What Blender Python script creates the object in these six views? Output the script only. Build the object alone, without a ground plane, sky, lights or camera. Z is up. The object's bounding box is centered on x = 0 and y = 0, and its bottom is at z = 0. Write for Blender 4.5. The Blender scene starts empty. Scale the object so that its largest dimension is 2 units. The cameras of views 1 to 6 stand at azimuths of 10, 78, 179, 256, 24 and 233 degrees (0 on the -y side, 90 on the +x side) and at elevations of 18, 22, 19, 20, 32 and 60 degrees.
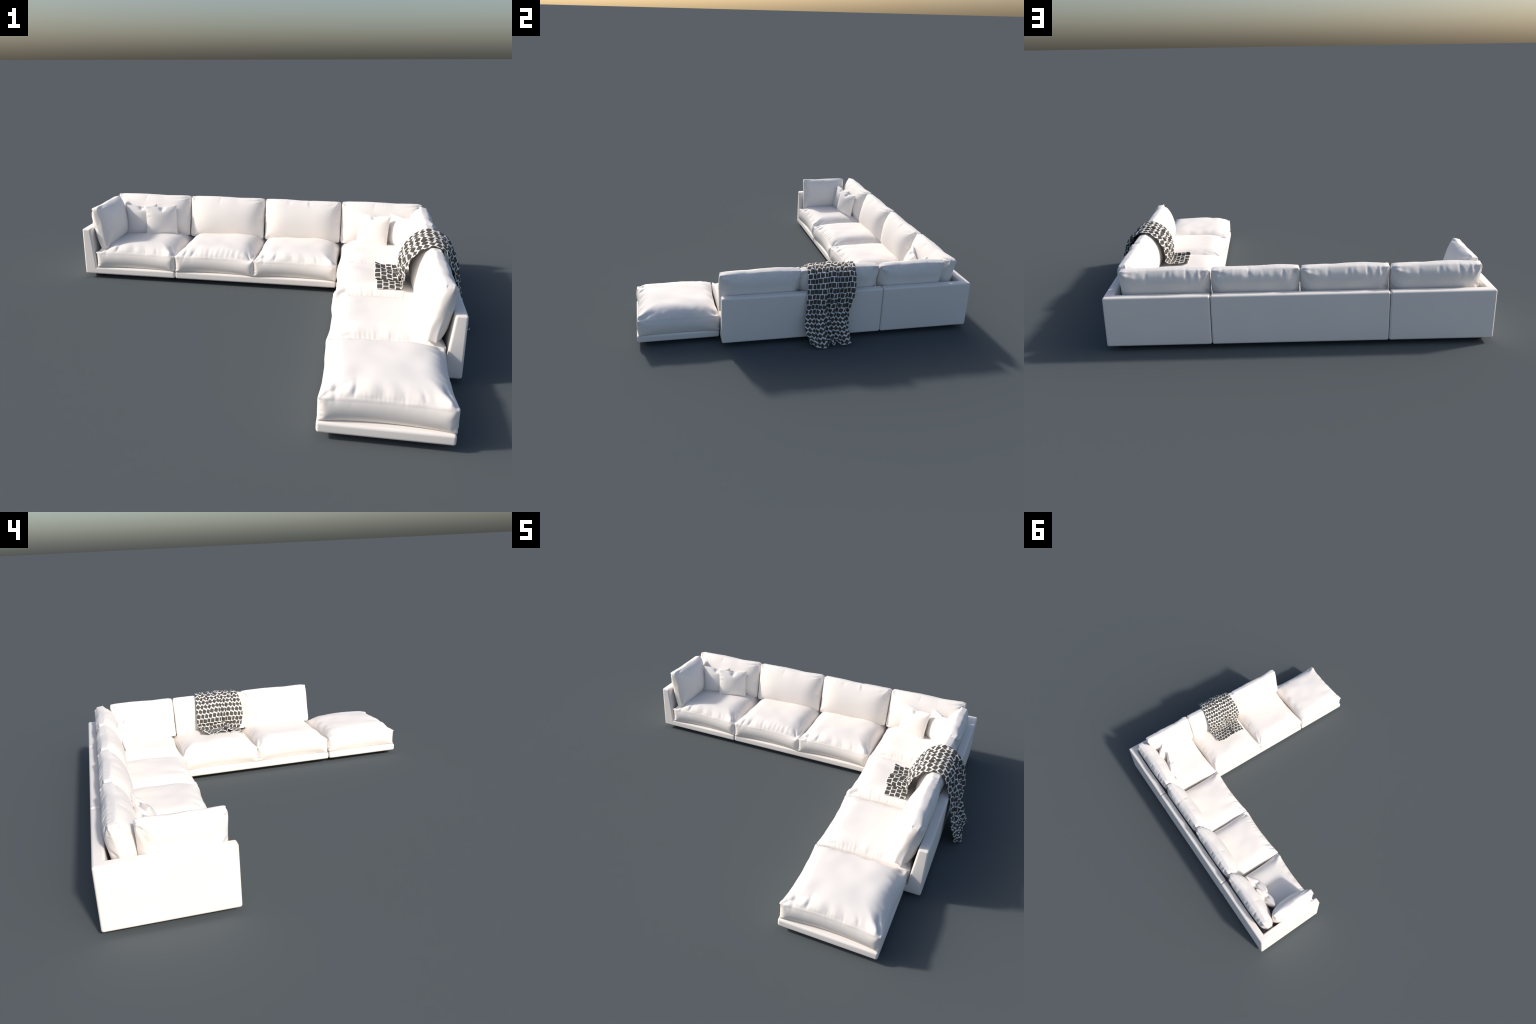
"""Modular white L-shaped sofa with loose cushions, ottoman, throw pillows and a
patterned throw.  Soft parts are sewn from flat panels and inflated by a small
position-based cloth solver; frames are rounded trays; the throw is a strip of
cloth laid along a path and relaxed against the cushions."""
import bpy, bmesh, math
import numpy as np
from mathutils import Matrix, Vector
from mathutils.bvhtree import BVHTree

# ------------------------------------------------------------------ materials
def new_material(name):
    m = bpy.data.materials.new(name)
    m.use_nodes = True
    nt = m.node_tree
    return m, nt, nt.nodes["Principled BSDF"]


def math_node(nt, op, a, b=None):
    n = nt.nodes.new("ShaderNodeMath")
    n.operation = op
    for i, v in enumerate((a, b)):
        if v is None:
            continue
        if isinstance(v, (int, float)):
            n.inputs[i].default_value = v
        else:
            nt.links.new(v, n.inputs[i])
    return n.outputs[0]


def fabric(name, colour, grain=0.03):
    m, nt, p = new_material(name)
    tc = nt.nodes.new("ShaderNodeTexCoord")
    big = nt.nodes.new("ShaderNodeTexNoise")
    big.inputs["Scale"].default_value = 6.0
    big.inputs["Detail"].default_value = 3.0
    nt.links.new(tc.outputs["Object"], big.inputs["Vector"])
    ramp = nt.nodes.new("ShaderNodeValToRGB")
    ramp.color_ramp.elements[0].position = 0.3
    ramp.color_ramp.elements[1].position = 0.7
    ramp.color_ramp.elements[0].color = (*[c * (1 - grain) for c in colour], 1)
    ramp.color_ramp.elements[1].color = (*colour, 1)
    nt.links.new(big.outputs["Fac"], ramp.inputs["Fac"])
    nt.links.new(ramp.outputs["Color"], p.inputs["Base Color"])
    weave = nt.nodes.new("ShaderNodeTexNoise")
    weave.inputs["Scale"].default_value = 900.0
    nt.links.new(tc.outputs["Object"], weave.inputs["Vector"])
    bump = nt.nodes.new("ShaderNodeBump")
    bump.inputs["Strength"].default_value = 0.015
    bump.inputs["Distance"].default_value = 0.001
    nt.links.new(weave.outputs["Fac"], bump.inputs["Height"])
    nt.links.new(bump.outputs["Normal"], p.inputs["Normal"])
    p.inputs["Roughness"].default_value = 0.75
    p.inputs["Specular IOR Level"].default_value = 0.3
    return m


def plain(name, colour, rough):
    m, nt, p = new_material(name)
    p.inputs["Base Color"].default_value = (*colour, 1)
    p.inputs["Roughness"].default_value = rough
    return m


WHITE = (0.862, 0.814, 0.770)
M_FRAME = fabric("white_frame_fabric", WHITE)
M_CUSHION = fabric("white_cushion_fabric", WHITE)
M_FOOT = plain("black_foot_plastic", (0.008, 0.008, 0.009), 0.45)


def throw_material(width, length, pitch_w, pitch_l):
    """Running-bond rows of rounded dark squares on white; the squares turn from
    upright to standing on a corner and back along the cloth.  Generated
    coordinates are those of the cloth laid flat (the basis shape)."""
    m, nt, p = new_material("patterned_throw_fabric")
    tc = nt.nodes.new("ShaderNodeTexCoord")
    sep = nt.nodes.new("ShaderNodeSeparateXYZ")
    nt.links.new(tc.outputs["Generated"], sep.inputs[0])
    M = lambda op, a, b=None: math_node(nt, op, a, b)
    a = M("MULTIPLY", sep.outputs[0], width / pitch_w)
    b = M("MULTIPLY", sep.outputs[1], length / pitch_l)
    row = M("FLOOR", b)
    odd = M("MODULO", row, 2.0)
    a2 = M("ADD", a, M("MULTIPLY", odd, 0.5))
    u = M("SUBTRACT", M("FRACT", a2), 0.5)
    v = M("SUBTRACT", M("FRACT", b), 0.5)
    # turning angle along the length
    ang = nt.nodes.new("ShaderNodeValToRGB")
    ang.color_ramp.interpolation = "EASE"
    els = ang.color_ramp.elements
    stops = [(0.0, 0.0), (0.16, 0.05), (0.36, 0.78), (0.45, 0.55), (0.55, 0.0), (0.70, 0.0), (0.84, 0.7), (1.0, 0.75)]
    els[0].position, els[1].position = stops[0][0], stops[-1][0]
    for pos, val in stops[1:-1]:
        els.new(pos)
    for e, (pos, val) in zip(els, stops):
        e.color = (val, val, val, 1)
    nt.links.new(sep.outputs[1], ang.inputs["Fac"])
    th = M("MULTIPLY", ang.outputs["Color"], 1.0)
    c, s = M("COSINE", th), M("SINE", th)
    ur = M("ADD", M("MULTIPLY", u, c), M("MULTIPLY", v, s))
    vr = M("SUBTRACT", M("MULTIPLY", v, c), M("MULTIPLY", u, s))
    r = M("POWER", M("ADD", M("POWER", M("ABSOLUTE", ur), 7.0), M("POWER", M("ABSOLUTE", vr), 7.0)), 1.0 / 7.0)
    edge = M("MULTIPLY", M("SUBTRACT", M("SUBTRACT", 0.445, M("MULTIPLY", th, 0.03)), r), 26.0)
    clamp = nt.nodes.new("ShaderNodeClamp")
    nt.links.new(edge, clamp.inputs[0])
    mix = nt.nodes.new("ShaderNodeMix")
    mix.data_type = "RGBA"
    mix.inputs[6].default_value = (0.80, 0.79, 0.77, 1)
    mix.inputs[7].default_value = (0.085, 0.077, 0.066, 1)
    nt.links.new(clamp.outputs[0], mix.inputs[0])
    nt.links.new(mix.outputs[2], p.inputs["Base Color"])
    knit = nt.nodes.new("ShaderNodeTexNoise")
    knit.inputs["Scale"].default_value = 600.0
    nt.links.new(tc.outputs["Object"], knit.inputs["Vector"])
    bump = nt.nodes.new("ShaderNodeBump")
    bump.inputs["Strength"].default_value = 0.15
    bump.inputs["Distance"].default_value = 0.001
    nt.links.new(knit.outputs["Fac"], bump.inputs["Height"])
    nt.links.new(bump.outputs["Normal"], p.inputs["Normal"])
    p.inputs["Roughness"].default_value = 0.85
    p.inputs["Specular IOR Level"].default_value = 0.2
    return m


# ------------------------------------------------------------- scene helpers
COLL = bpy.context.scene.collection


def link(name, data, parent=None, matrix=None):
    ob = bpy.data.objects.new(name, data)
    COLL.objects.link(ob)
    if parent is not None:
        ob.parent = parent
    if matrix is not None:
        ob.matrix_local = matrix
    return ob


def mesh_from(name, verts, faces, material, smooth=True):
    me = bpy.data.meshes.new(name)
    me.from_pydata([tuple(v) for v in verts], [], [tuple(f) for f in faces])
    me.materials.append(material)
    me.polygons.foreach_set("use_smooth", np.full(len(me.polygons), smooth))
    me.update()
    return me


# ------------------------------------------------------------- cloth solver
def solve_edges(x, groups, w, sweeps, slack=1.0):
    """Length constraints; slack < 1 lets cloth shorten more easily than stretch."""
    for _ in range(sweeps):
        for i, j, rest, stiff in groups:
            d = x[j] - x[i]
            ln = np.sqrt(np.einsum("ij,ij->i", d, d)) + 1e-12
            wi, wj = w[i], w[j]
            if slack < 1:
                stiff = np.where(ln < rest, stiff * slack, stiff)
            corr = (stiff * (ln - rest) / (ln * (wi + wj + 1e-9)))[:, None] * d
            x[i] += wi[:, None] * corr
            x[j] -= wj[:, None] * corr


class SewnBox:
    """Surface lattice of a box: a top and a bottom panel and a border strip."""

    def __init__(self, nx, ny, nz, size, full_top, full_bottom, gather=None, strip=1.0, shear=0.35, bend=0.05):
        self.n = (nx, ny, nz)
        self.size, self.args = size, (full_top, full_bottom, gather, strip, shear, bend)
        I, J, K = np.meshgrid(*[np.arange(k + 1) for k in (nx, ny, nz)], indexing="ij")
        on = (I == 0) | (I == nx) | (J == 0) | (J == ny) | (K == 0) | (K == nz)
        idx = -np.ones(on.shape, int)
        idx[on] = np.arange(on.sum())
        self.idx, self.ijk = idx, np.stack([I[on], J[on], K[on]], 1)
        step = np.array(size) / np.array(self.n)
        self.flat = self.ijk * step - np.array([size[0] / 2, size[1] / 2, 0])
        quads = []
        g = idx[:, :, nz]; quads.append(np.stack([g[:-1, :-1], g[1:, :-1], g[1:, 1:], g[:-1, 1:]], -1).reshape(-1, 4))
        g = idx[:, :, 0]; quads.append(np.stack([g[:-1, :-1], g[:-1, 1:], g[1:, 1:], g[1:, :-1]], -1).reshape(-1, 4))
        g = idx[:, 0, :]; quads.append(np.stack([g[:-1, :-1], g[1:, :-1], g[1:, 1:], g[:-1, 1:]], -1).reshape(-1, 4))
        g = idx[:, ny, :]; quads.append(np.stack([g[:-1, :-1], g[:-1, 1:], g[1:, 1:], g[1:, :-1]], -1).reshape(-1, 4))
        g = idx[0, :, :]; quads.append(np.stack([g[:-1, :-1], g[:-1, 1:], g[1:, 1:], g[1:, :-1]], -1).reshape(-1, 4))
        g = idx[nx, :, :]; quads.append(np.stack([g[:-1, :-1], g[1:, :-1], g[1:, 1:], g[:-1, 1:]], -1).reshape(-1, 4))
        self.quads = np.concatenate(quads)
        self._constraints(full_top, full_bottom, gather, strip, shear, bend)

    def _constraints(self, ft, fb, gather, strip, shear, bend):
        """full_* = (across, along) cloth allowance of a panel; gather(u) = how far the
        front top seam is drawn up; strip = height allowance of the border.""" 
        nx, ny, nz = self.n
        P, L = self.flat, self.ijk
        fs = [(2, nz, ft), (2, 0, fb), (1, 0, (1.0, strip)), (1, ny, (1.0, strip)), (0, 0, (1.0, strip)), (0, nx, (1.0, strip))]
        groups = {}

        def add(key, a, b, rest, stiff):
            groups.setdefault(key, []).append((a.ravel(), b.ravel(), rest.ravel(), np.broadcast_to(stiff, a.shape).ravel()))

        seen = set()
        for ax, at, full in fs:
            g = np.take(self.idx, at, axis=ax)
            n0, n1 = g.shape
            A, B = np.meshgrid(np.arange(n0), np.arange(n1), indexing="ij")
            ds = lambda a, b: np.linalg.norm(P[a] - P[b], axis=-1)
            for d in (0, 1):
                a, b = (g[:-1], g[1:]) if d == 0 else (g[:, :-1], g[:, 1:])
                par = (A[:-1] if d == 0 else B[:, :-1]) % 2
                other = B[:-1] if d == 0 else A[:, :-1]
                lim = (n1 if d == 0 else n0) - 1
                seam = (other == 0) | (other == lim)
                rest = ds(a, b) * np.where(seam, 1.0, full[d])
                if gather is not None and ax == 2 and at == nz:
                    along = A[:-1] / nx if d == 0 else B[:, :-1] / ny
                    for end in (0, lim):
                        rest = np.where(other == end, rest * gather(along, d, end > 0), rest)
                # a seam belongs to two panels: keep it once (from the panel or strip seen first)
                keep = np.array([(min(p, q), max(p, q)) not in seen for p, q in zip(a.ravel(), b.ravel())]).reshape(a.shape)
                world = [k for k in range(3) if k != ax][d]
                for c in (0, 1):
                    s = keep & (par == c)
                    add(("e", world, c), a[s], b[s], rest[s], 1.0)
                seen.update((min(p, q), max(p, q)) for p, q in zip(a[seam & keep], b[seam & keep]))
                a2, b2 = (g[:-2], g[2:]) if d == 0 else (g[:, :-2], g[:, 2:])
                par2 = ((A[:-2] if d == 0 else B[:, :-2]) // 2) % 2
                for c in (0, 1):
                    s = par2 == c
                    add(("b", ax, at == 0, d, c), a2[s], b2[s], ds(a2, b2)[s] * full[d], bend)
            for d in (0, 1):
                a, b = (g[:-1, :-1], g[1:, 1:]) if d == 0 else (g[:-1, 1:], g[1:, :-1])
                for c in (0, 1):
                    s = A[:-1, :-1] % 2 == c
                    add(("s", ax, d, c), a[s], b[s], ds(a, b)[s] * (full[0] + full[1]) / 2, shear)
        self.groups = [tuple(np.concatenate(z) for z in zip(*v)) for v in groups.values()]
        self.groups = [g for g in self.groups if len(g[0])]

    def finer(self, x):
        """The same box on a lattice twice as fine, with the shape carried over."""
        n = tuple(2 * k for k in self.n)
        f = SewnBox(*n, self.size, *self.args)
        lo, hi = f.ijk // 2, (f.ijk + 1) // 2
        y = np.zeros((len(f.ijk), 3))
        for c in range(8):
            q = np.where(np.array([(c >> k) & 1 for k in range(3)]), hi, lo)
            y += x[self.idx[q[:, 0], q[:, 1], q[:, 2]]] / 8
        return f, y

    def normals(self, x):
        q = self.quads
        nrm = np.cross(x[q[:, 2]] - x[q[:, 0]], x[q[:, 3]] - x[q[:, 1]]) / 8
        out = np.zeros_like(x)
        for k in range(3):
            out[:, k] = np.bincount(q.ravel(), np.repeat(nrm[:, k], 4), len(x))
        return out

    def inflate(self, x, push, steps, sweeps, w, limit=None, damp=0.92):
        area = self.size[0] * self.size[1] / (self.n[0] * self.n[1])
        prev = x.copy()
        for t in range(steps):
            v = (x - prev) * damp
            prev = x.copy()
            x = x + w[:, None] * (v + push * self.normals(x) / area)
            solve_edges(x, self.groups, w, sweeps)
            if limit is not None:
                limit(x)
        return x


def smooth_noise(rng, pts, scale, n=24):
    """Sum of random plane waves."""
    k = rng.normal(size=(n, pts.shape[1])) * scale
    ph = rng.uniform(0, 6.28, n)
    return np.sin(pts @ k.T + ph).sum(1) / math.sqrt(n)


def sew(size, base, full, levels, seed, push, pinned_bottom=False, gather=None, strip=1.0, limit=None, chop=None, bend=0.05):
    """Cut, sew and fill one cushion; returns (box, positions)."""
    rng = np.random.default_rng(seed)
    box = SewnBox(*base, size, full[0], full[1], gather, strip, bend=bend)
    x = box.flat.copy()
    x[:, 2] += (box.ijk[:, 2] - box.n[2] / 2) * 0.01
    x += rng.normal(size=x.shape) * 0.0006
    steps = [70, 45, 30, 22]
    for lv in range(levels):
        if lv:
            box, x = box.finer(x)
            x += rng.normal(size=x.shape) * 0.00035 / lv
        w = np.ones(len(x))
        if pinned_bottom:
            w[box.ijk[:, 2] == 0] = 0
            low = box.ijk[:, 2] == 0
            u, v = 2 * box.flat[low, 0] / size[0], 2 * box.flat[low, 1] / size[1]
            x[low] = box.flat[low]
            x[low, 0] -= 0.014 * u ** 3 * (1 - v ** 2)      # the bottom seam is drawn in between corners
            x[low, 1] -= 0.022 * v ** 3 * (1 - u ** 2)
        fn = None
        if limit or chop:
            uvw = box.ijk / np.array(box.n)

            def fn(p, uvw=uvw):
                if limit:
                    limit(p, uvw)
                if chop:
                    chop(p, uvw)
        x = box.inflate(x, push / (1 + 0.35 * lv), steps[lv], 4 if lv < 2 else 3, w, fn)
    return box, x


# ------------------------------------------------------------ soft furnishings
SEAT_FULL, SEAT_PUSH = ((1.013, 1.034), (1.0, 1.0)), 3.3e-5
BACK_FULL, BACK_PUSH = ((1.025, 1.06), (1.025, 1.05)), 0.7e-4


def fit(box, x, width, depth):
    """Scale so the four corner tips span width x depth."""
    nx, ny, nz = box.n
    c = x[[box.idx[i, j, k] for i in (0, nx) for j in (0, ny) for k in (0, nz)]]
    x = x.copy()
    x[:, 0] *= width / 2 / np.abs(c[:, 0]).mean()
    x[:, 1] *= depth / 2 / np.abs(c[:, 1]).mean()
    return x


def seam_hold(uvw, width, depth, strength):
    """Piped seams keep near their straight line instead of being drawn in."""
    u, v = uvw[:, 0], uvw[:, 1]
    seam = (u == 0) | (u == 1) | (v == 0) | (v == 1)
    flat = np.stack([(u - 0.5) * width, (v - 0.5) * depth], 1)

    def hold(p):
        p[seam, :2] += strength * (flat[seam] - p[seam, :2])
    return hold


def creases(rng, starts):
    """Random creases: starts is a list of (x, y, direction, spread, count, length, width, depth)."""
    out = []
    for x, y, ang, spread, count, length, width, depth in starts:
        for c in range(count):
            t = ang + spread * ((c + 0.5) / count - 0.5) * 2 + rng.normal() * 0.12
            out.append((x, y, math.cos(t), math.sin(t), length * rng.uniform(0.5, 1.25), width * rng.uniform(0.7, 1.5),
                        depth * rng.uniform(0.3, 1.2) * (-1 if rng.random() < 0.7 else 0.7)))
    return out


def crease_height(q, lines):
    """Height of the crease relief at the flat cloth points q."""
    h = np.zeros(len(q))
    for x, y, dx, dy, ln, wd, dp in lines:
        rx, ry = q[:, 0] - x, q[:, 1] - y
        along, across = rx * dx + ry * dy, -rx * dy + ry * dx
        t = along / ln
        env = np.exp(-np.clip(-along, 0, None) / 0.012) * np.exp(-np.clip(t, 0, None) ** 2 * 1.6) * np.clip((np.hypot(rx, ry) - 0.004) / 0.022, 0.0 if abs(dx * dy) > 0.05 else 0.3, 1)
        bow = across - 0.06 * ln * np.sin(2.5 * t + x * 90)
        h += dp * env * np.exp(-(bow / (wd * (0.6 + 0.5 * np.clip(t, 0, 1.5)))) ** 2)
    return h


def unfolded(box, k_panel):
    """Flat cloth coordinates around one panel: the border strip is folded out beside it."""
    q = box.flat[:, :2].copy()
    drop = np.abs(box.flat[:, 2] - box.flat[box.ijk[:, 2] == k_panel, 2][0])
    n = box.n
    q[:, 1] += np.where(box.ijk[:, 1] == n[1], drop, 0) - np.where(box.ijk[:, 1] == 0, drop, 0)
    q[:, 0] += np.where(box.ijk[:, 0] == n[0], drop, 0) - np.where(box.ijk[:, 0] == 0, drop, 0)
    fade = np.exp(-drop / 0.02)
    if box.size[2] < 0.05:
        fade = np.where(drop > box.size[2] * 0.99, 0, 1 - drop / box.size[2])
    else:
        fade[box.ijk[:, 2] == 0] = 0
    return q, fade


def emboss(box, x, relief):
    """Move vertices along their normals."""
    n = box.normals(x)
    n /= np.linalg.norm(n, axis=1)[:, None] + 1e-12
    return x + n * relief[:, None]


def seam_starts(rng, x0, x1, y, ang, count, length, width, depth, power=1.0):
    """Short creases at random places along one seam, more and deeper towards its ends."""
    out = []
    for _ in range(count):
        u = rng.uniform(-1, 1)
        u = math.copysign(abs(u) ** power, u)
        out.append((x0 + (x1 - x0) * (u + 1) / 2, y, ang, 0.25, 1, length, width, depth * (0.45 + 0.75 * abs(u))))
    return out


def seat_mesh(seed):
    w, d, h = 0.434, 0.436, 0.08
    rng = np.random.default_rng(seed)
    ph = seed * 1.7
    gather = lambda u, side, far: 1 - 0.003 * (0.6 + 0.4 * np.sin(11 * u + ph) * np.sin(5 * u + 2 * ph))

    def limit(p, uvw):
        np.clip(p[:, 0], -w / 2 - 0.004, w / 2 + 0.004, out=p[:, 0])
        np.clip(p[:, 1], -d / 2 - 0.010, d / 2 + 0.010, out=p[:, 1])
        p[:, 2] = np.maximum(p[:, 2], 0)

    box, x = sew((w, d, h), (24, 24, 4), SEAT_FULL, 3, seed, SEAT_PUSH, True, gather, 1.1, limit)
    x = fit(box, x, w - 0.003, d - 0.003)
    # the filling has settled: a flattish, slightly uneven plateau with a clear shoulder
    top = box.ijk[:, 2] == box.n[2]
    rear = np.clip((box.flat[:, 1] / d - 0.05) / 0.45, 0, 1)
    level = 0.134 - 0.016 * rear ** 2 + 0.0034 * smooth_noise(rng, box.flat[:, :2], 11.0)
    e = x[:, 2] - level
    soft = 0.0045
    lowered = level + 0.16 * e - 0.84 * soft * np.log1p(np.exp(-e / soft))
    x[:, 2] = np.where(top, lowered, x[:, 2])
    q, fade = unfolded(box, box.n[2])
    H, D = w / 2, d / 2
    st = []
    for sx in (-1, 1):
        for sy in (-1, 1):
            diag = math.atan2(-sy, -sx)
            front = sy < 0
            st.append((sx * H * 0.985, sy * D * 0.985, diag, 0.62, 5 if front else 4, 0.11 if front else 0.08, 0.0105, 0.0085 if front else 0.006))
    st += seam_starts(rng, -H, H, -D, math.pi / 2, 12, 0.055, 0.0105, 0.0058, 0.8)
    st += seam_starts(rng, -H, H, -D, math.pi / 2, 12, 0.030, 0.0070, 0.0034, 0.6)
    for _ in range(4):
        st.append((-H * rng.uniform(0.55, 0.9), -D, math.pi / 2 - 0.25, 0.3, 1, 0.06, 0.009, 0.0075))
    st += seam_starts(rng, -H, H, D, -math.pi / 2, 5, 0.03, 0.009, 0.002)
    for sx in (-1, 1):
        for _ in range(6):
            st.append((sx * H, rng.uniform(-D, D * 0.7), math.pi / 2 + sx * math.pi / 2, 0.5, 1, 0.05, 0.012, 0.0032))
    relief = fade * crease_height(q, creases(rng, st)) + np.where(top, 0.0011, 0) * smooth_noise(rng, box.flat[:, :2], 28.0)
    edge_d = np.minimum(H - np.abs(box.flat[:, 0]), D - np.abs(box.flat[:, 1]))
    nearx = (H - np.abs(box.flat[:, 0])) < (D - np.abs(box.flat[:, 1]))
    across = smooth_noise(rng, box.flat[:, :2] * np.array([1, 0.25]), 75.0)
    along = smooth_noise(rng, box.flat[:, :2] * np.array([0.25, 1]), 60.0)
    relief += np.where(top & (edge_d < 1e-6), 0.0016, 0)          # stitched welt along the top seam
    slack = np.clip(edge_d / 0.012, 0, 1) * np.exp(-((edge_d - 0.03) / 0.03) ** 2)
    relief += np.where(top, 0.0016 * slack * np.where(nearx, 0.8 * along, across), 0)
    x = emboss(box, x, relief)
    i = box.idx
    nx, ny, nz = box.n
    return mesh_from("seat_cushion", x, box.quads, M_CUSHION)


def back_mesh(name, seed, width, height, pinch_at):
    cache, ph = {}, seed * 2.3
    rng = np.random.default_rng(seed)
    gather = lambda u, side, far: 1 - (0.018 if far else 0.008) * (0.5 + 0.5 * np.sin(13 * u + ph) * np.sin(4 * u + 2 * ph))

    def limit(p, uvw):
        if len(p) not in cache:
            cache[len(p)] = seam_hold(uvw, width, height, 0.085)
        cache[len(p)](p)
        np.clip(p[:, 0], -width / 2 - 0.003, width / 2 + 0.003, out=p[:, 0])
        p[:, 2] = np.maximum(p[:, 2], -0.032)

    nx = 2 * round(width / 0.018 / 2)
    box, x = sew((width, height, 0.03), (nx, 14, 2), BACK_FULL, 3, seed, BACK_PUSH, False, gather, 1.12, limit)
    x = fit(box, x, width - 0.002, height)
    x[:, 2] -= 0.015
    H, D = width / 2, height / 2
    for k in (box.n[2], 0):
        st = []
        for sx in (-1, 1):
            for sy in (-1, 1):
                st.append((sx * H * 0.98, sy * D * 0.98, math.atan2(-sy, -sx), 0.55, 5, 0.085, 0.0095, 0.0075 if sy > 0 else 0.006))
        st += seam_starts(rng, -H, H, D, -math.pi / 2, 16 if k == 0 else 11, 0.055 if k == 0 else 0.035, 0.0105, 0.0068 if k == 0 else 0.0036)
        px = -H + pinch_at * width
        for _ in range(5):
            st.append((px + rng.normal() * 0.012, D, -math.pi / 2, 0.6, 1, 0.035, 0.0055, 0.0036))
        for sx in (-1, 1):
            st.append((sx * H, rng.uniform(-0.4, 0.4) * D, math.pi / 2 + sx * math.pi / 2, 0.9, 4, 0.05, 0.009, 0.0045))
        q, fade = unfolded(box, k)
        x = emboss(box, x, fade * crease_height(q, creases(rng, st)))
    x = emboss(box, x, 0.0014 * smooth_noise(rng, box.flat * np.array([1, 1, 4]), 18.0))
    # corners are sewn slightly round
    cr = 1 - 0.045 * (np.abs(box.flat[:, 0]) / H) ** 10 * (np.abs(box.flat[:, 1]) / D) ** 10
    x[:, :2] *= (cr ** np.array([[0.6], [1.0]])).T
    # slack border: the edges wander a little to front and back
    rim = np.exp(-np.minimum(H - np.abs(box.flat[:, 0]), D - np.abs(box.flat[:, 1])) / 0.03)
    x[:, 2] += rim * 0.0032 * smooth_noise(rng, box.flat[:, :2], 22.0)
    x[:, 1] += rim * (box.flat[:, 1] > 0) * 0.0022 * smooth_noise(rng, box.flat[:, :1], 14.0)
    x = np.stack([x[:, 0], -x[:, 2], x[:, 1] + height / 2], 1)
    return mesh_from(name, x, box.quads, M_CUSHION)


def throw_pillow_mesh(seed, chop_depth):
    s = 0.176

    def chop(p, uvw):
        g = np.exp(-(((uvw[:, 0] - 0.52) * s / 0.012) ** 2)) * np.clip((uvw[:, 1] - 0.7) / 0.3, 0, 1) ** 2
        p[:, 1] -= chop_depth * g
        if len(p) not in cache:
            cache[len(p)] = seam_hold(uvw, s, s, 0.02)
        cache[len(p)](p)

    cache = {}
    box, x = sew((s, s, 0.004), (20, 20, 1), ((1.02, 1.02), (1.02, 1.02)), 3, seed, 3.0e-5, False, None, 1.0, None, chop)
    x = fit(box, x, s, s * 0.97)
    x[:, 2] -= 0.002
    rng = np.random.default_rng(seed)
    h = s / 2
    for k in (box.n[2], 0):
        st = [(sx * h * 0.98, sy * h * 0.96, math.atan2(-sy, -sx), 0.5, 3, 0.045, 0.006, 0.003) for sx in (-1, 1) for sy in (-1, 1)]
        st.append((0.02 * s, h, -math.pi / 2, 0.8, 5, 0.03, 0.0055, 0.0055))
        for sx in (-1, 1):
            st += [(sx * h, rng.uniform(-0.7, 0.7) * h, math.pi / 2 + sx * math.pi / 2, 0.5, 1, 0.025, 0.006, 0.0035) for _ in range(5)]
        q, fade = unfolded(box, k)
        fade = np.where(box.ijk[:, 2] == k, 1.0, 0.0)
        x = emboss(box, x, fade * crease_height(q, creases(rng, st)))
    x = np.stack([x[:, 0], -x[:, 2], x[:, 1] + s * 0.97 / 2], 1)
    return mesh_from("throw_pillow", x, box.quads, M_CUSHION)


# -------------------------------------------------------------------- frames
Z0, ZSEAT, ZWALL = 0.022, 0.0615, 0.2785


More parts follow.
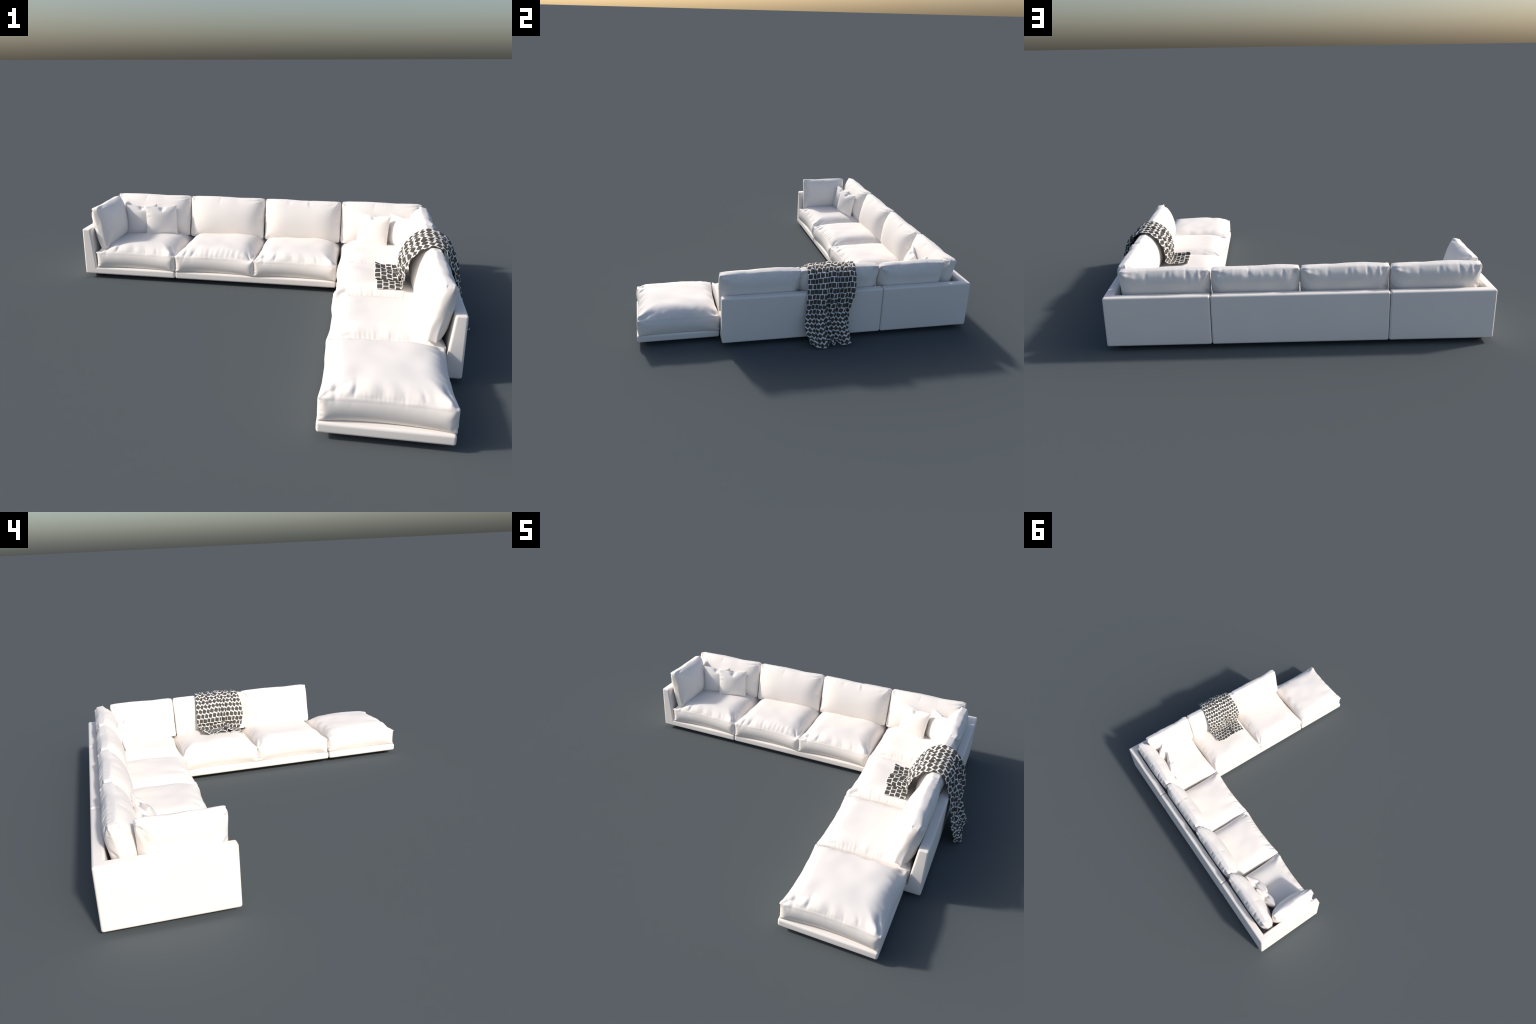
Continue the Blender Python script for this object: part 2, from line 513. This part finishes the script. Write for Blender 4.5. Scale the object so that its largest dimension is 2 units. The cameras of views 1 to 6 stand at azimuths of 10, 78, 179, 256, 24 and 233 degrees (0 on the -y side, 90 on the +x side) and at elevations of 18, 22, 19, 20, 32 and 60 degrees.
def tray_mesh(name, xs, ys, high, lean=0.022):
    """Upholstered tray: plan cells between xs and ys, wall height where high(i, j)."""
    bm = bmesh.new()
    cache = {}

    def v(x, y, z):
        k = (round(x, 5), round(y, 5), round(z, 5))
        if k not in cache:
            cache[k] = bm.verts.new(k)
        return cache[k]

    nx, ny = len(xs) - 1, len(ys) - 1
    H = lambda i, j: (0 if not (0 <= i < nx and 0 <= j < ny) else (2 if high(i, j) else 1))
    zs = [Z0, ZSEAT, ZWALL]
    for i in range(nx):
        for j in range(ny):
            x0, x1, y0, y1, h = xs[i], xs[i + 1], ys[j], ys[j + 1], H(i, j)
            bm.faces.new([v(x0, y0, zs[h]), v(x1, y0, zs[h]), v(x1, y1, zs[h]), v(x0, y1, zs[h])])
            bm.faces.new([v(x0, y0, Z0), v(x0, y1, Z0), v(x1, y1, Z0), v(x1, y0, Z0)])
            for di, dj, a, b in ((-1, 0, (x0, y1), (x0, y0)), (1, 0, (x1, y0), (x1, y1)), (0, -1, (x0, y0), (x1, y0)), (0, 1, (x1, y1), (x0, y1))):
                for L in range(H(i + di, j + dj), h):
                    bm.faces.new([v(*a, zs[L]), v(*b, zs[L]), v(*b, zs[L + 1]), v(*a, zs[L + 1])])
    # walls are thinner at the top: move inner top edges outwards
    outer_x, outer_y = (xs[0], xs[-1]), (ys[0], ys[-1])
    for p in bm.verts:
        if p.co.z > ZWALL - 1e-4:
            for k, outer, grid in ((0, outer_x, xs), (1, outer_y, ys)):
                c = p.co[k]
                if min(abs(c - o) for o in outer) > 1e-4:
                    p.co[k] += lean if abs(c - outer[1]) < abs(c - outer[0]) else -lean
    bmesh.ops.dissolve_limit(bm, angle_limit=0.01, verts=bm.verts, edges=bm.edges)
    bmesh.ops.recalc_face_normals(bm, faces=bm.faces)
    bmesh.ops.bevel(bm, geom=[e for e in bm.edges if e.calc_face_angle(0) > 0.3], offset=0.0100, segments=4, profile=0.5, affect="EDGES", clamp_overlap=True)
    me = bpy.data.meshes.new(name)
    bm.to_mesh(me)
    bm.free()
    me.materials.append(M_FRAME)
    me.polygons.foreach_set("use_smooth", np.full(len(me.polygons), True))
    return me


def smooth_by_angle(ob):
    me = ob.data
    me.set_sharp_from_angle(angle=math.radians(40))
    mod = ob.modifiers.new("weighted", "WEIGHTED_NORMAL")
    mod.keep_sharp = True
    return ob


def foot_mesh():
    bm = bmesh.new()
    bmesh.ops.create_cube(bm, size=1.0, matrix=Matrix.Translation((0, 0, 0.0125)) @ Matrix.Diagonal((0.044, 0.044, 0.025, 1)))
    bmesh.ops.bevel(bm, geom=bm.edges[:], offset=0.002, segments=2, affect="EDGES")
    me = bpy.data.meshes.new("foot")
    bm.to_mesh(me)
    bm.free()
    me.materials.append(M_FOOT)
    return me


FOOT = foot_mesh()
XL, XR, YB, YF = -1.0, 0.8965, 0.9065, 0.404
XI = 0.3885              # inner face of the side row
YS, YO = -0.4675, -0.899  # south end of the side row, of the ottoman
T = 0.068                # wall thickness at its base
GAP = 0.0012


def empty(name, label, category):
    e = link(name, None)
    e["label"], e["category"] = label, category
    return e


sofa = empty("sectional_sofa", "white L-shaped modular sofa with plump loose cushions", "sofa")


def frame(xs, ys, high, parent, name="module_frame"):
    x0, x1, y0, y1 = xs[0], xs[-1], ys[0], ys[-1]
    ob = smooth_by_angle(link(name, tray_mesh(name, xs, ys, high), parent))
    for fx in (x0 + 0.062, x1 - 0.062):
        for fy in (y0 + 0.062, y1 - 0.062):
            link("foot", FOOT, ob, Matrix.Translation((fx, fy, 0)))
    return ob


SEAM1, SEAM2, SEAM3 = -0.4845, 0.3835, 0.4005
frame([XL, XL + T, SEAM1 - GAP], [YF, YB - T, YB], lambda i, j: i == 0 or j == 1, sofa)
frame([SEAM1 + GAP, SEAM2 - GAP], [YF, YB - T, YB], lambda i, j: j == 1, sofa)
frame([SEAM2 + GAP, XR - T, XR], [SEAM3 + GAP, YB - T, YB], lambda i, j: i == 1 or j == 1, sofa)
frame([XI, XR - T, XR], [YS, SEAM3 - GAP], lambda i, j: i == 1, sofa)

ottoman = empty("ottoman", "white square ottoman with one plump seat cushion", "ottoman")
frame([XI, 0.8215], [YO, YS - 0.005], lambda i, j: False, ottoman, "ottoman_base")

# ------------------------------------------------------------------ cushions
SEATS = [seat_mesh(11), seat_mesh(23)]


def place(x, y, z, turn=0.0, lean=0.0, sx=1.0, sy=1.0, sz=1.0):
    return Matrix.Translation((x, y, z)) @ Matrix.Rotation(turn, 4, "Z") @ Matrix.Rotation(-lean, 4, "X") @ Matrix.Diagonal((sx, sy, sz, 1))


SIDE = -math.pi / 2
seat_plan = [
    # mesh, centre x, centre y, turn, width
    (0, -0.7065, 0.6205, 0.0, 0.441), (1, -0.2650, 0.6180, 0.0, 0.428), (0, 0.1640, 0.6185, 0.0, 0.432),
    (1, 0.6080, 0.6215, SIDE, 0.430), (0, 0.6105, 0.1870, SIDE, 0.432), (1, 0.6105, -0.2465, SIDE, 0.430),
]
seats = []
for k, (m, x, y, turn, wd) in enumerate(seat_plan):
    s = wd / 0.431
    seats.append(link("seat_cushion", SEATS[m], sofa, place(x, y, ZSEAT + 0.001, turn, 0, s, 1, 1 + 0.02 * math.sin(2.1 * k))))
link("seat_cushion", SEATS[0], ottoman, place(0.608, -0.6810, ZSEAT + 0.001, 0, 0, 0.428 / 0.431, 0.418 / 0.433, 1))

BACKS = [back_mesh("back_cushion", 5, 0.434, 0.238, 0.47), back_mesh("back_cushion", 8, 0.434, 0.238, 0.56)]
ARM = back_mesh("arm_cushion", 9, 0.335, 0.238, 0.42)
LEAN = math.radians(11.5)
back_plan = [
    (0, -0.7170, 0.778, 0.0, 0.442), (0, -0.2725, 0.778, 0.0, 0.430), (1, 0.1650, 0.778, 0.0, 0.426), (0, 0.6050, 0.778, 0.0, 0.436),
    (0, 0.778, 0.5780, SIDE, 0.370), (1, 0.778, 0.1720, SIDE, 0.428), (0, 0.778, -0.2560, SIDE, 0.428),
]
backs = []
for k, (m, x, y, turn, wd) in enumerate(back_plan):
    backs.append(link("back_cushion", BACKS[m], sofa, place(x, y, 0.158, turn, LEAN, (wd + 0.006) / 0.432, 1, 1)))
link("arm_cushion", ARM, sofa, place(-0.888, 0.588, 0.160, math.pi / 2, LEAN, 0.328 / 0.333, 1, 1))

PILLOWS = [throw_pillow_mesh(31, 0.00015), throw_pillow_mesh(47, 0.00020)]
pillow_plan = [
    # mesh, bottom centre x, y, z, turn, lean
    (0, -0.6375, 0.677, 0.183, 19, 12), (1, -0.7600, 0.680, 0.185, 13, 11),
    (1, 0.5540, 0.6725, 0.183, -21.5, 13), (0, 0.6900, 0.668, 0.182, -42, 13),
]
for m, x, y, z, turn, lean in pillow_plan:
    p = link("throw_pillow", PILLOWS[m], None, place(x, y, z, math.radians(turn), math.radians(lean)))
    p["label"], p["category"] = "small square white throw pillow with pinched top", "throw pillow"

# --------------------------------------------------------------------- throw
THROW_W, THROW_L = 0.335, 0.90
NA, NS = 68, 182


def spline(knots, t):
    """Catmull-Rom through knots (first column is the parameter)."""
    k = np.array(knots, float)
    p = k[:, 0]
    m = np.gradient(k[:, 1:], p, axis=0)
    i = np.clip(np.searchsorted(p, t, side="right") - 1, 0, len(p) - 2)
    h = (p[i + 1] - p[i])[..., None]
    u = ((t - p[i]) / (p[i + 1] - p[i]))[..., None]
    a, b, c, d = 2 * u**3 - 3 * u**2 + 1, u**3 - 2 * u**2 + u, -2 * u**3 + 3 * u**2, u**3 - u**2
    return a * k[i, 1:] + b * h * m[i] + c * k[i + 1, 1:] + d * h * m[i + 1]


def surface_tree(objects):
    """One search tree over the world-space faces of several quad meshes."""
    verts, polys = [], []
    for ob in objects:
        M = np.array(ob.matrix_world)
        co = np.empty(len(ob.data.vertices) * 3)
        ob.data.vertices.foreach_get("co", co)
        co = co.reshape(-1, 3) @ M[:3, :3].T + M[:3, 3]
        lp = np.empty(len(ob.data.loops), int)
        ob.data.loops.foreach_get("vertex_index", lp)
        polys += (lp.reshape(-1, 4) + len(verts)).tolist()
        verts += co.tolist()
    return BVHTree.FromPolygons(verts, polys)


def throw_start(bvh):
    """Cloth laid along its path: hem on the seat, up the back cushion, over it and down behind."""
    path = np.array([(0.580, 0.200), (0.640, 0.200), (0.684, 0.206), (0.700, 0.240), (0.700, 0.285), (0.714, 0.330), (0.744, 0.372), (0.788, 0.400),
                     (0.830, 0.405), (0.866, 0.388), (0.890, 0.345), (0.904, 0.290), (0.914, 0.210), (0.932, 0.125), (0.954, 0.050), (0.966, 0.006)])
    leng = np.concatenate([[0], np.cumsum(np.linalg.norm(np.diff(path, axis=0), axis=1))])
    s = np.linspace(0, leng[-1], NS + 1)
    mid = spline(np.column_stack([leng, path]), s)
    tan = np.gradient(mid, axis=0)
    tan /= np.linalg.norm(tan, axis=1)[:, None]
    nor = np.stack([-tan[:, 1], tan[:, 0]], 1)          # away from the sofa
    f = s / leng[-1]
    # south and north selvedge along the cloth
    edge = spline([(0, 0.000, 0.243), (0.12, -0.008, 0.258), (0.25, -0.018, 0.262), (0.44, -0.004, 0.244), (0.6, -0.012, 0.232), (0.75, -0.024, 0.200), (0.9, -0.029, 0.196), (1.0, -0.006, 0.198)], f)
    F, A = np.meshgrid(f, np.linspace(0, 1, NA + 1), indexing="ij")
    y = edge[:, :1] + (edge[:, 1:] - edge[:, :1]) * A
    # lengthwise folds: rounded ridges, tight valleys, wandering and of uneven width
    warp = A + 0.045 * np.sin(5.1 * A + 2.2 * F) * np.sin(np.pi * A) + 0.02 * np.sin(9 * F) * np.sin(np.pi * A)
    count = spline([(0, 4.6), (0.4, 5.4), (0.6, 4.6), (1.0, 3.6)], f)
    ridge = np.abs(np.sin(np.pi * (count * warp + 0.15))) ** 0.8
    ridge *= 0.62 + 0.38 * np.sin(2 * np.pi * (1.7 * A + 0.6 * F) + 1.0)
    amp = spline([(0, 0.0), (0.18, 0.003), (0.30, 0.006), (0.40, 0.017), (0.50, 0.026), (0.7, 0.026), (1.0, 0.034)], f)
    off = amp * ridge + 0.0015 * np.sin(2 * np.pi * 7.3 * warp + 7 * F)
    # the front hangs a little free with one deep fold drawn in to the cushion
    front = np.exp(-(((F - 0.26) / 0.11) ** 2))
    off += front * (0.020 * np.sin(np.pi * A) ** 0.6 - 0.030 * np.exp(-(((A - 0.42) / 0.045) ** 2)) + 0.012 * np.exp(-(((A - 0.53) / 0.05) ** 2)) + 0.010 * np.exp(-(((A - 0.30) / 0.06) ** 2)))
    off *= 1 - 0.75 * np.exp(-((A / 0.10) ** 2)) * np.clip((0.75 - F) / 0.1, 0, 1)
    off -= 0.018 * (1 - A) ** 2 * np.exp(-(((F - 0.56) / 0.09) ** 2))
    low = np.clip((F - 0.72) / 0.28, 0, 1) ** 2
    off -= np.clip((F - 0.62) / 0.3, 0, 1) * 0.042 * (np.exp(-(((A - 0.50 - 0.35 * (F - 0.75)) / 0.05) ** 2)) + 0.8 * np.exp(-(((A - 0.33 - 0.1 * (F - 0.75)) / 0.035) ** 2)))
    off += low * 0.014 * np.sin(2 * np.pi * (1.1 * A - 0.15))
    x = mid[:, :1] + nor[:, :1] * (off + 0.006)
    z = mid[:, 1:] + nor[:, 1:] * (off + 0.006)
    # two lobes at the lower hem behind
    z += low * (0.066 * np.exp(-(((A - 0.61) / 0.055) ** 2)) + 0.042 * np.clip(1 - A / 0.25, 0, 1) ** 1.3 + 0.010 * A + 0.026 * np.clip((A - 0.82) / 0.18, 0, 1) ** 1.3)
    # on the seat: a flat flap to the south, a fold rolled over on to it, a raised flap to the north
    sy, sh = spline([(0, 0.002, 0.0), (0.20, 0.074, 0.002), (0.29, 0.094, 0.008), (0.38, 0.050, 0.030), (0.47, 0.078, 0.062), (0.57, 0.132, 0.044),
                     (0.66, 0.168, 0.012), (0.82, 0.205, 0.012), (1.0, 0.243, 0.034)], A[0]).T
    seat = np.array([[bvh.ray_cast(Vector((px, py, 0.30)), Vector((0, 0, -1)))[0].z for py in sy] for px in (0.59, 0.62, 0.65)])
    seat = np.array([np.interp(np.clip(m, 0.59, 0.65), (0.59, 0.62, 0.65), seat[:, k]) for m in mid[:, 0] for k in range(NA + 1)]).reshape(NS + 1, NA + 1)
    k = np.clip((0.20 - F) / 0.085, 0, 1)
    k = k * k * (3 - 2 * k)
    rise = mid[:, 1:] - 0.200
    roll = 0.85 + 0.25 * np.sin(22 * F + 2) + 0.12 * np.sin(50 * F + 9 * A)
    y = y * (1 - k) + k * sy
    z = z * (1 - k) + k * (seat + 0.005 + rise * 0.9 + sh * roll)
    x = x * (1 - k) + k * (mid[:, :1] + nor[:, :1] * off * 0.5 - 0.020 * sh / 0.060 * (F < 0.3))
    return np.stack([x, y, z], -1)


def relax_throw(x, bvh, steps):
    """Position-based cloth on the (NS+1) x (NA+1) grid, with contact."""
    n = x.shape[:2]
    idx = np.arange(n[0] * n[1]).reshape(n)
    da, ds = THROW_W / NA, THROW_L / NS
    groups = []
    for (a, b, rest, stiff, axis, period) in (
        (idx[:-1], idx[1:], ds, 1.0, 0, 1), (idx[:, :-1], idx[:, 1:], da, 1.0, 1, 1),
        (idx[:-1, :-1], idx[1:, 1:], math.hypot(da, ds), 0.25, 0, 1), (idx[:-1, 1:], idx[1:, :-1], math.hypot(da, ds), 0.25, 0, 1),
        (idx[:-2], idx[2:], 2 * ds, 0.12, 0, 2), (idx[:, :-2], idx[:, 2:], 2 * da, 0.12, 1, 2), (idx[:, :-4], idx[:, 4:], 4 * da, 0.04, 1, 4),
    ):
        par = (np.arange(a.shape[axis]) // period) % 2
        for c in (0, 1):
            aa, bb = np.compress(par == c, a, axis), np.compress(par == c, b, axis)
            groups.append((aa.ravel(), bb.ravel(), np.full(aa.size, rest), np.full(aa.size, stiff)))
    p = x.reshape(-1, 3).copy()
    w = np.ones(len(p))
    prev = p.copy()
    gap = 0.0045
    for t in range(steps):
        v = (p - prev) * 0.85
        prev = p.copy()
        p += v
        p[:, 2] -= 0.00022
        solve_edges(p, groups, w, 6, 0.10)
        near = (p[:, 0] < 0.90) & (p[:, 2] > 0.1)
        for k in np.nonzero(near)[0]:
            loc, nrm, _, dist = bvh.find_nearest(p[k], 0.04)
            if loc is None:
                continue
            d = (p[k, 0] - loc[0]) * nrm[0] + (p[k, 1] - loc[1]) * nrm[1] + (p[k, 2] - loc[2]) * nrm[2]
            if d < gap:
                p[k] += np.array(nrm) * (gap - d)
                prev[k] += 0.6 * (p[k] - prev[k])      # friction
        wall = (p[:, 2] < 0.285) & (p[:, 0] < 0.9015) & (p[:, 0] > 0.85)
        p[wall, 0] = 0.9015
        p[:, 2] = np.maximum(p[:, 2], 0.0025)
    return p.reshape(x.shape)


def refine(x):
    """Twice as fine, smooth (Catmull-Rom) in both directions."""
    for ax in (0, 1):
        x = np.moveaxis(x, ax, 0)
        e = np.concatenate([2 * x[:1] - x[1:2], x, 2 * x[-1:] - x[-2:-1]])
        midp = (-e[:-3] + 9 * e[1:-2] + 9 * e[2:-1] - e[3:]) / 16
        out = np.empty((2 * len(x) - 1, *x.shape[1:]))
        out[0::2], out[1::2] = x, midp
        x = np.moveaxis(out, 0, ax)
    return x


def throw_object():
    bpy.context.view_layer.update()
    bvh = surface_tree([seats[4], seats[5], backs[5]])
    x = relax_throw(throw_start(bvh), bvh, 14)
    x = refine(x)
    ns, na = x.shape[0] - 1, x.shape[1] - 1
    nrm = np.cross(np.gradient(x, axis=1), np.gradient(x, axis=0))
    nrm /= np.linalg.norm(nrm, axis=-1)[..., None] + 1e-12
    S, A = np.meshgrid(np.linspace(0, THROW_L, ns + 1), np.linspace(0, THROW_W, na + 1), indexing="ij")
    half = 0.0014
    flat = np.stack([A, S, np.zeros_like(A)], -1)
    up = np.array([0, 0, half])
    draped = np.concatenate([(x + nrm * half).reshape(-1, 3), (x - nrm * half).reshape(-1, 3)])
    laid = np.concatenate([(flat + up).reshape(-1, 3), (flat - up).reshape(-1, 3)])
    g = np.arange((ns + 1) * (na + 1)).reshape(ns + 1, na + 1)
    h = g + g.size
    q = [np.stack([g[:-1, :-1], g[:-1, 1:], g[1:, 1:], g[1:, :-1]], -1).reshape(-1, 4), np.stack([h[:-1, :-1], h[1:, :-1], h[1:, 1:], h[:-1, 1:]], -1).reshape(-1, 4)]
    for e, f, flip in ((g[0], h[0], 0), (g[-1], h[-1], 1), (g[:, 0], h[:, 0], 1), (g[:, -1], h[:, -1], 0)):
        r = np.stack([e[:-1], f[:-1], f[1:], e[1:]], -1)
        q.append(r[:, ::-1] if flip else r)
    me = mesh_from("throw_blanket", laid, np.concatenate(q), throw_material(THROW_W, THROW_L, 0.0268, 0.0290))
    ob = link("throw_blanket", me)
    ob.shape_key_add(name="laid_flat")
    key = ob.shape_key_add(name="draped")
    key.data.foreach_set("co", draped.ravel())
    key.value = 1.0
    ob["label"], ob["category"] = "dark and white patterned throw draped over the back cushion", "throw blanket"
    return ob


throw_object()
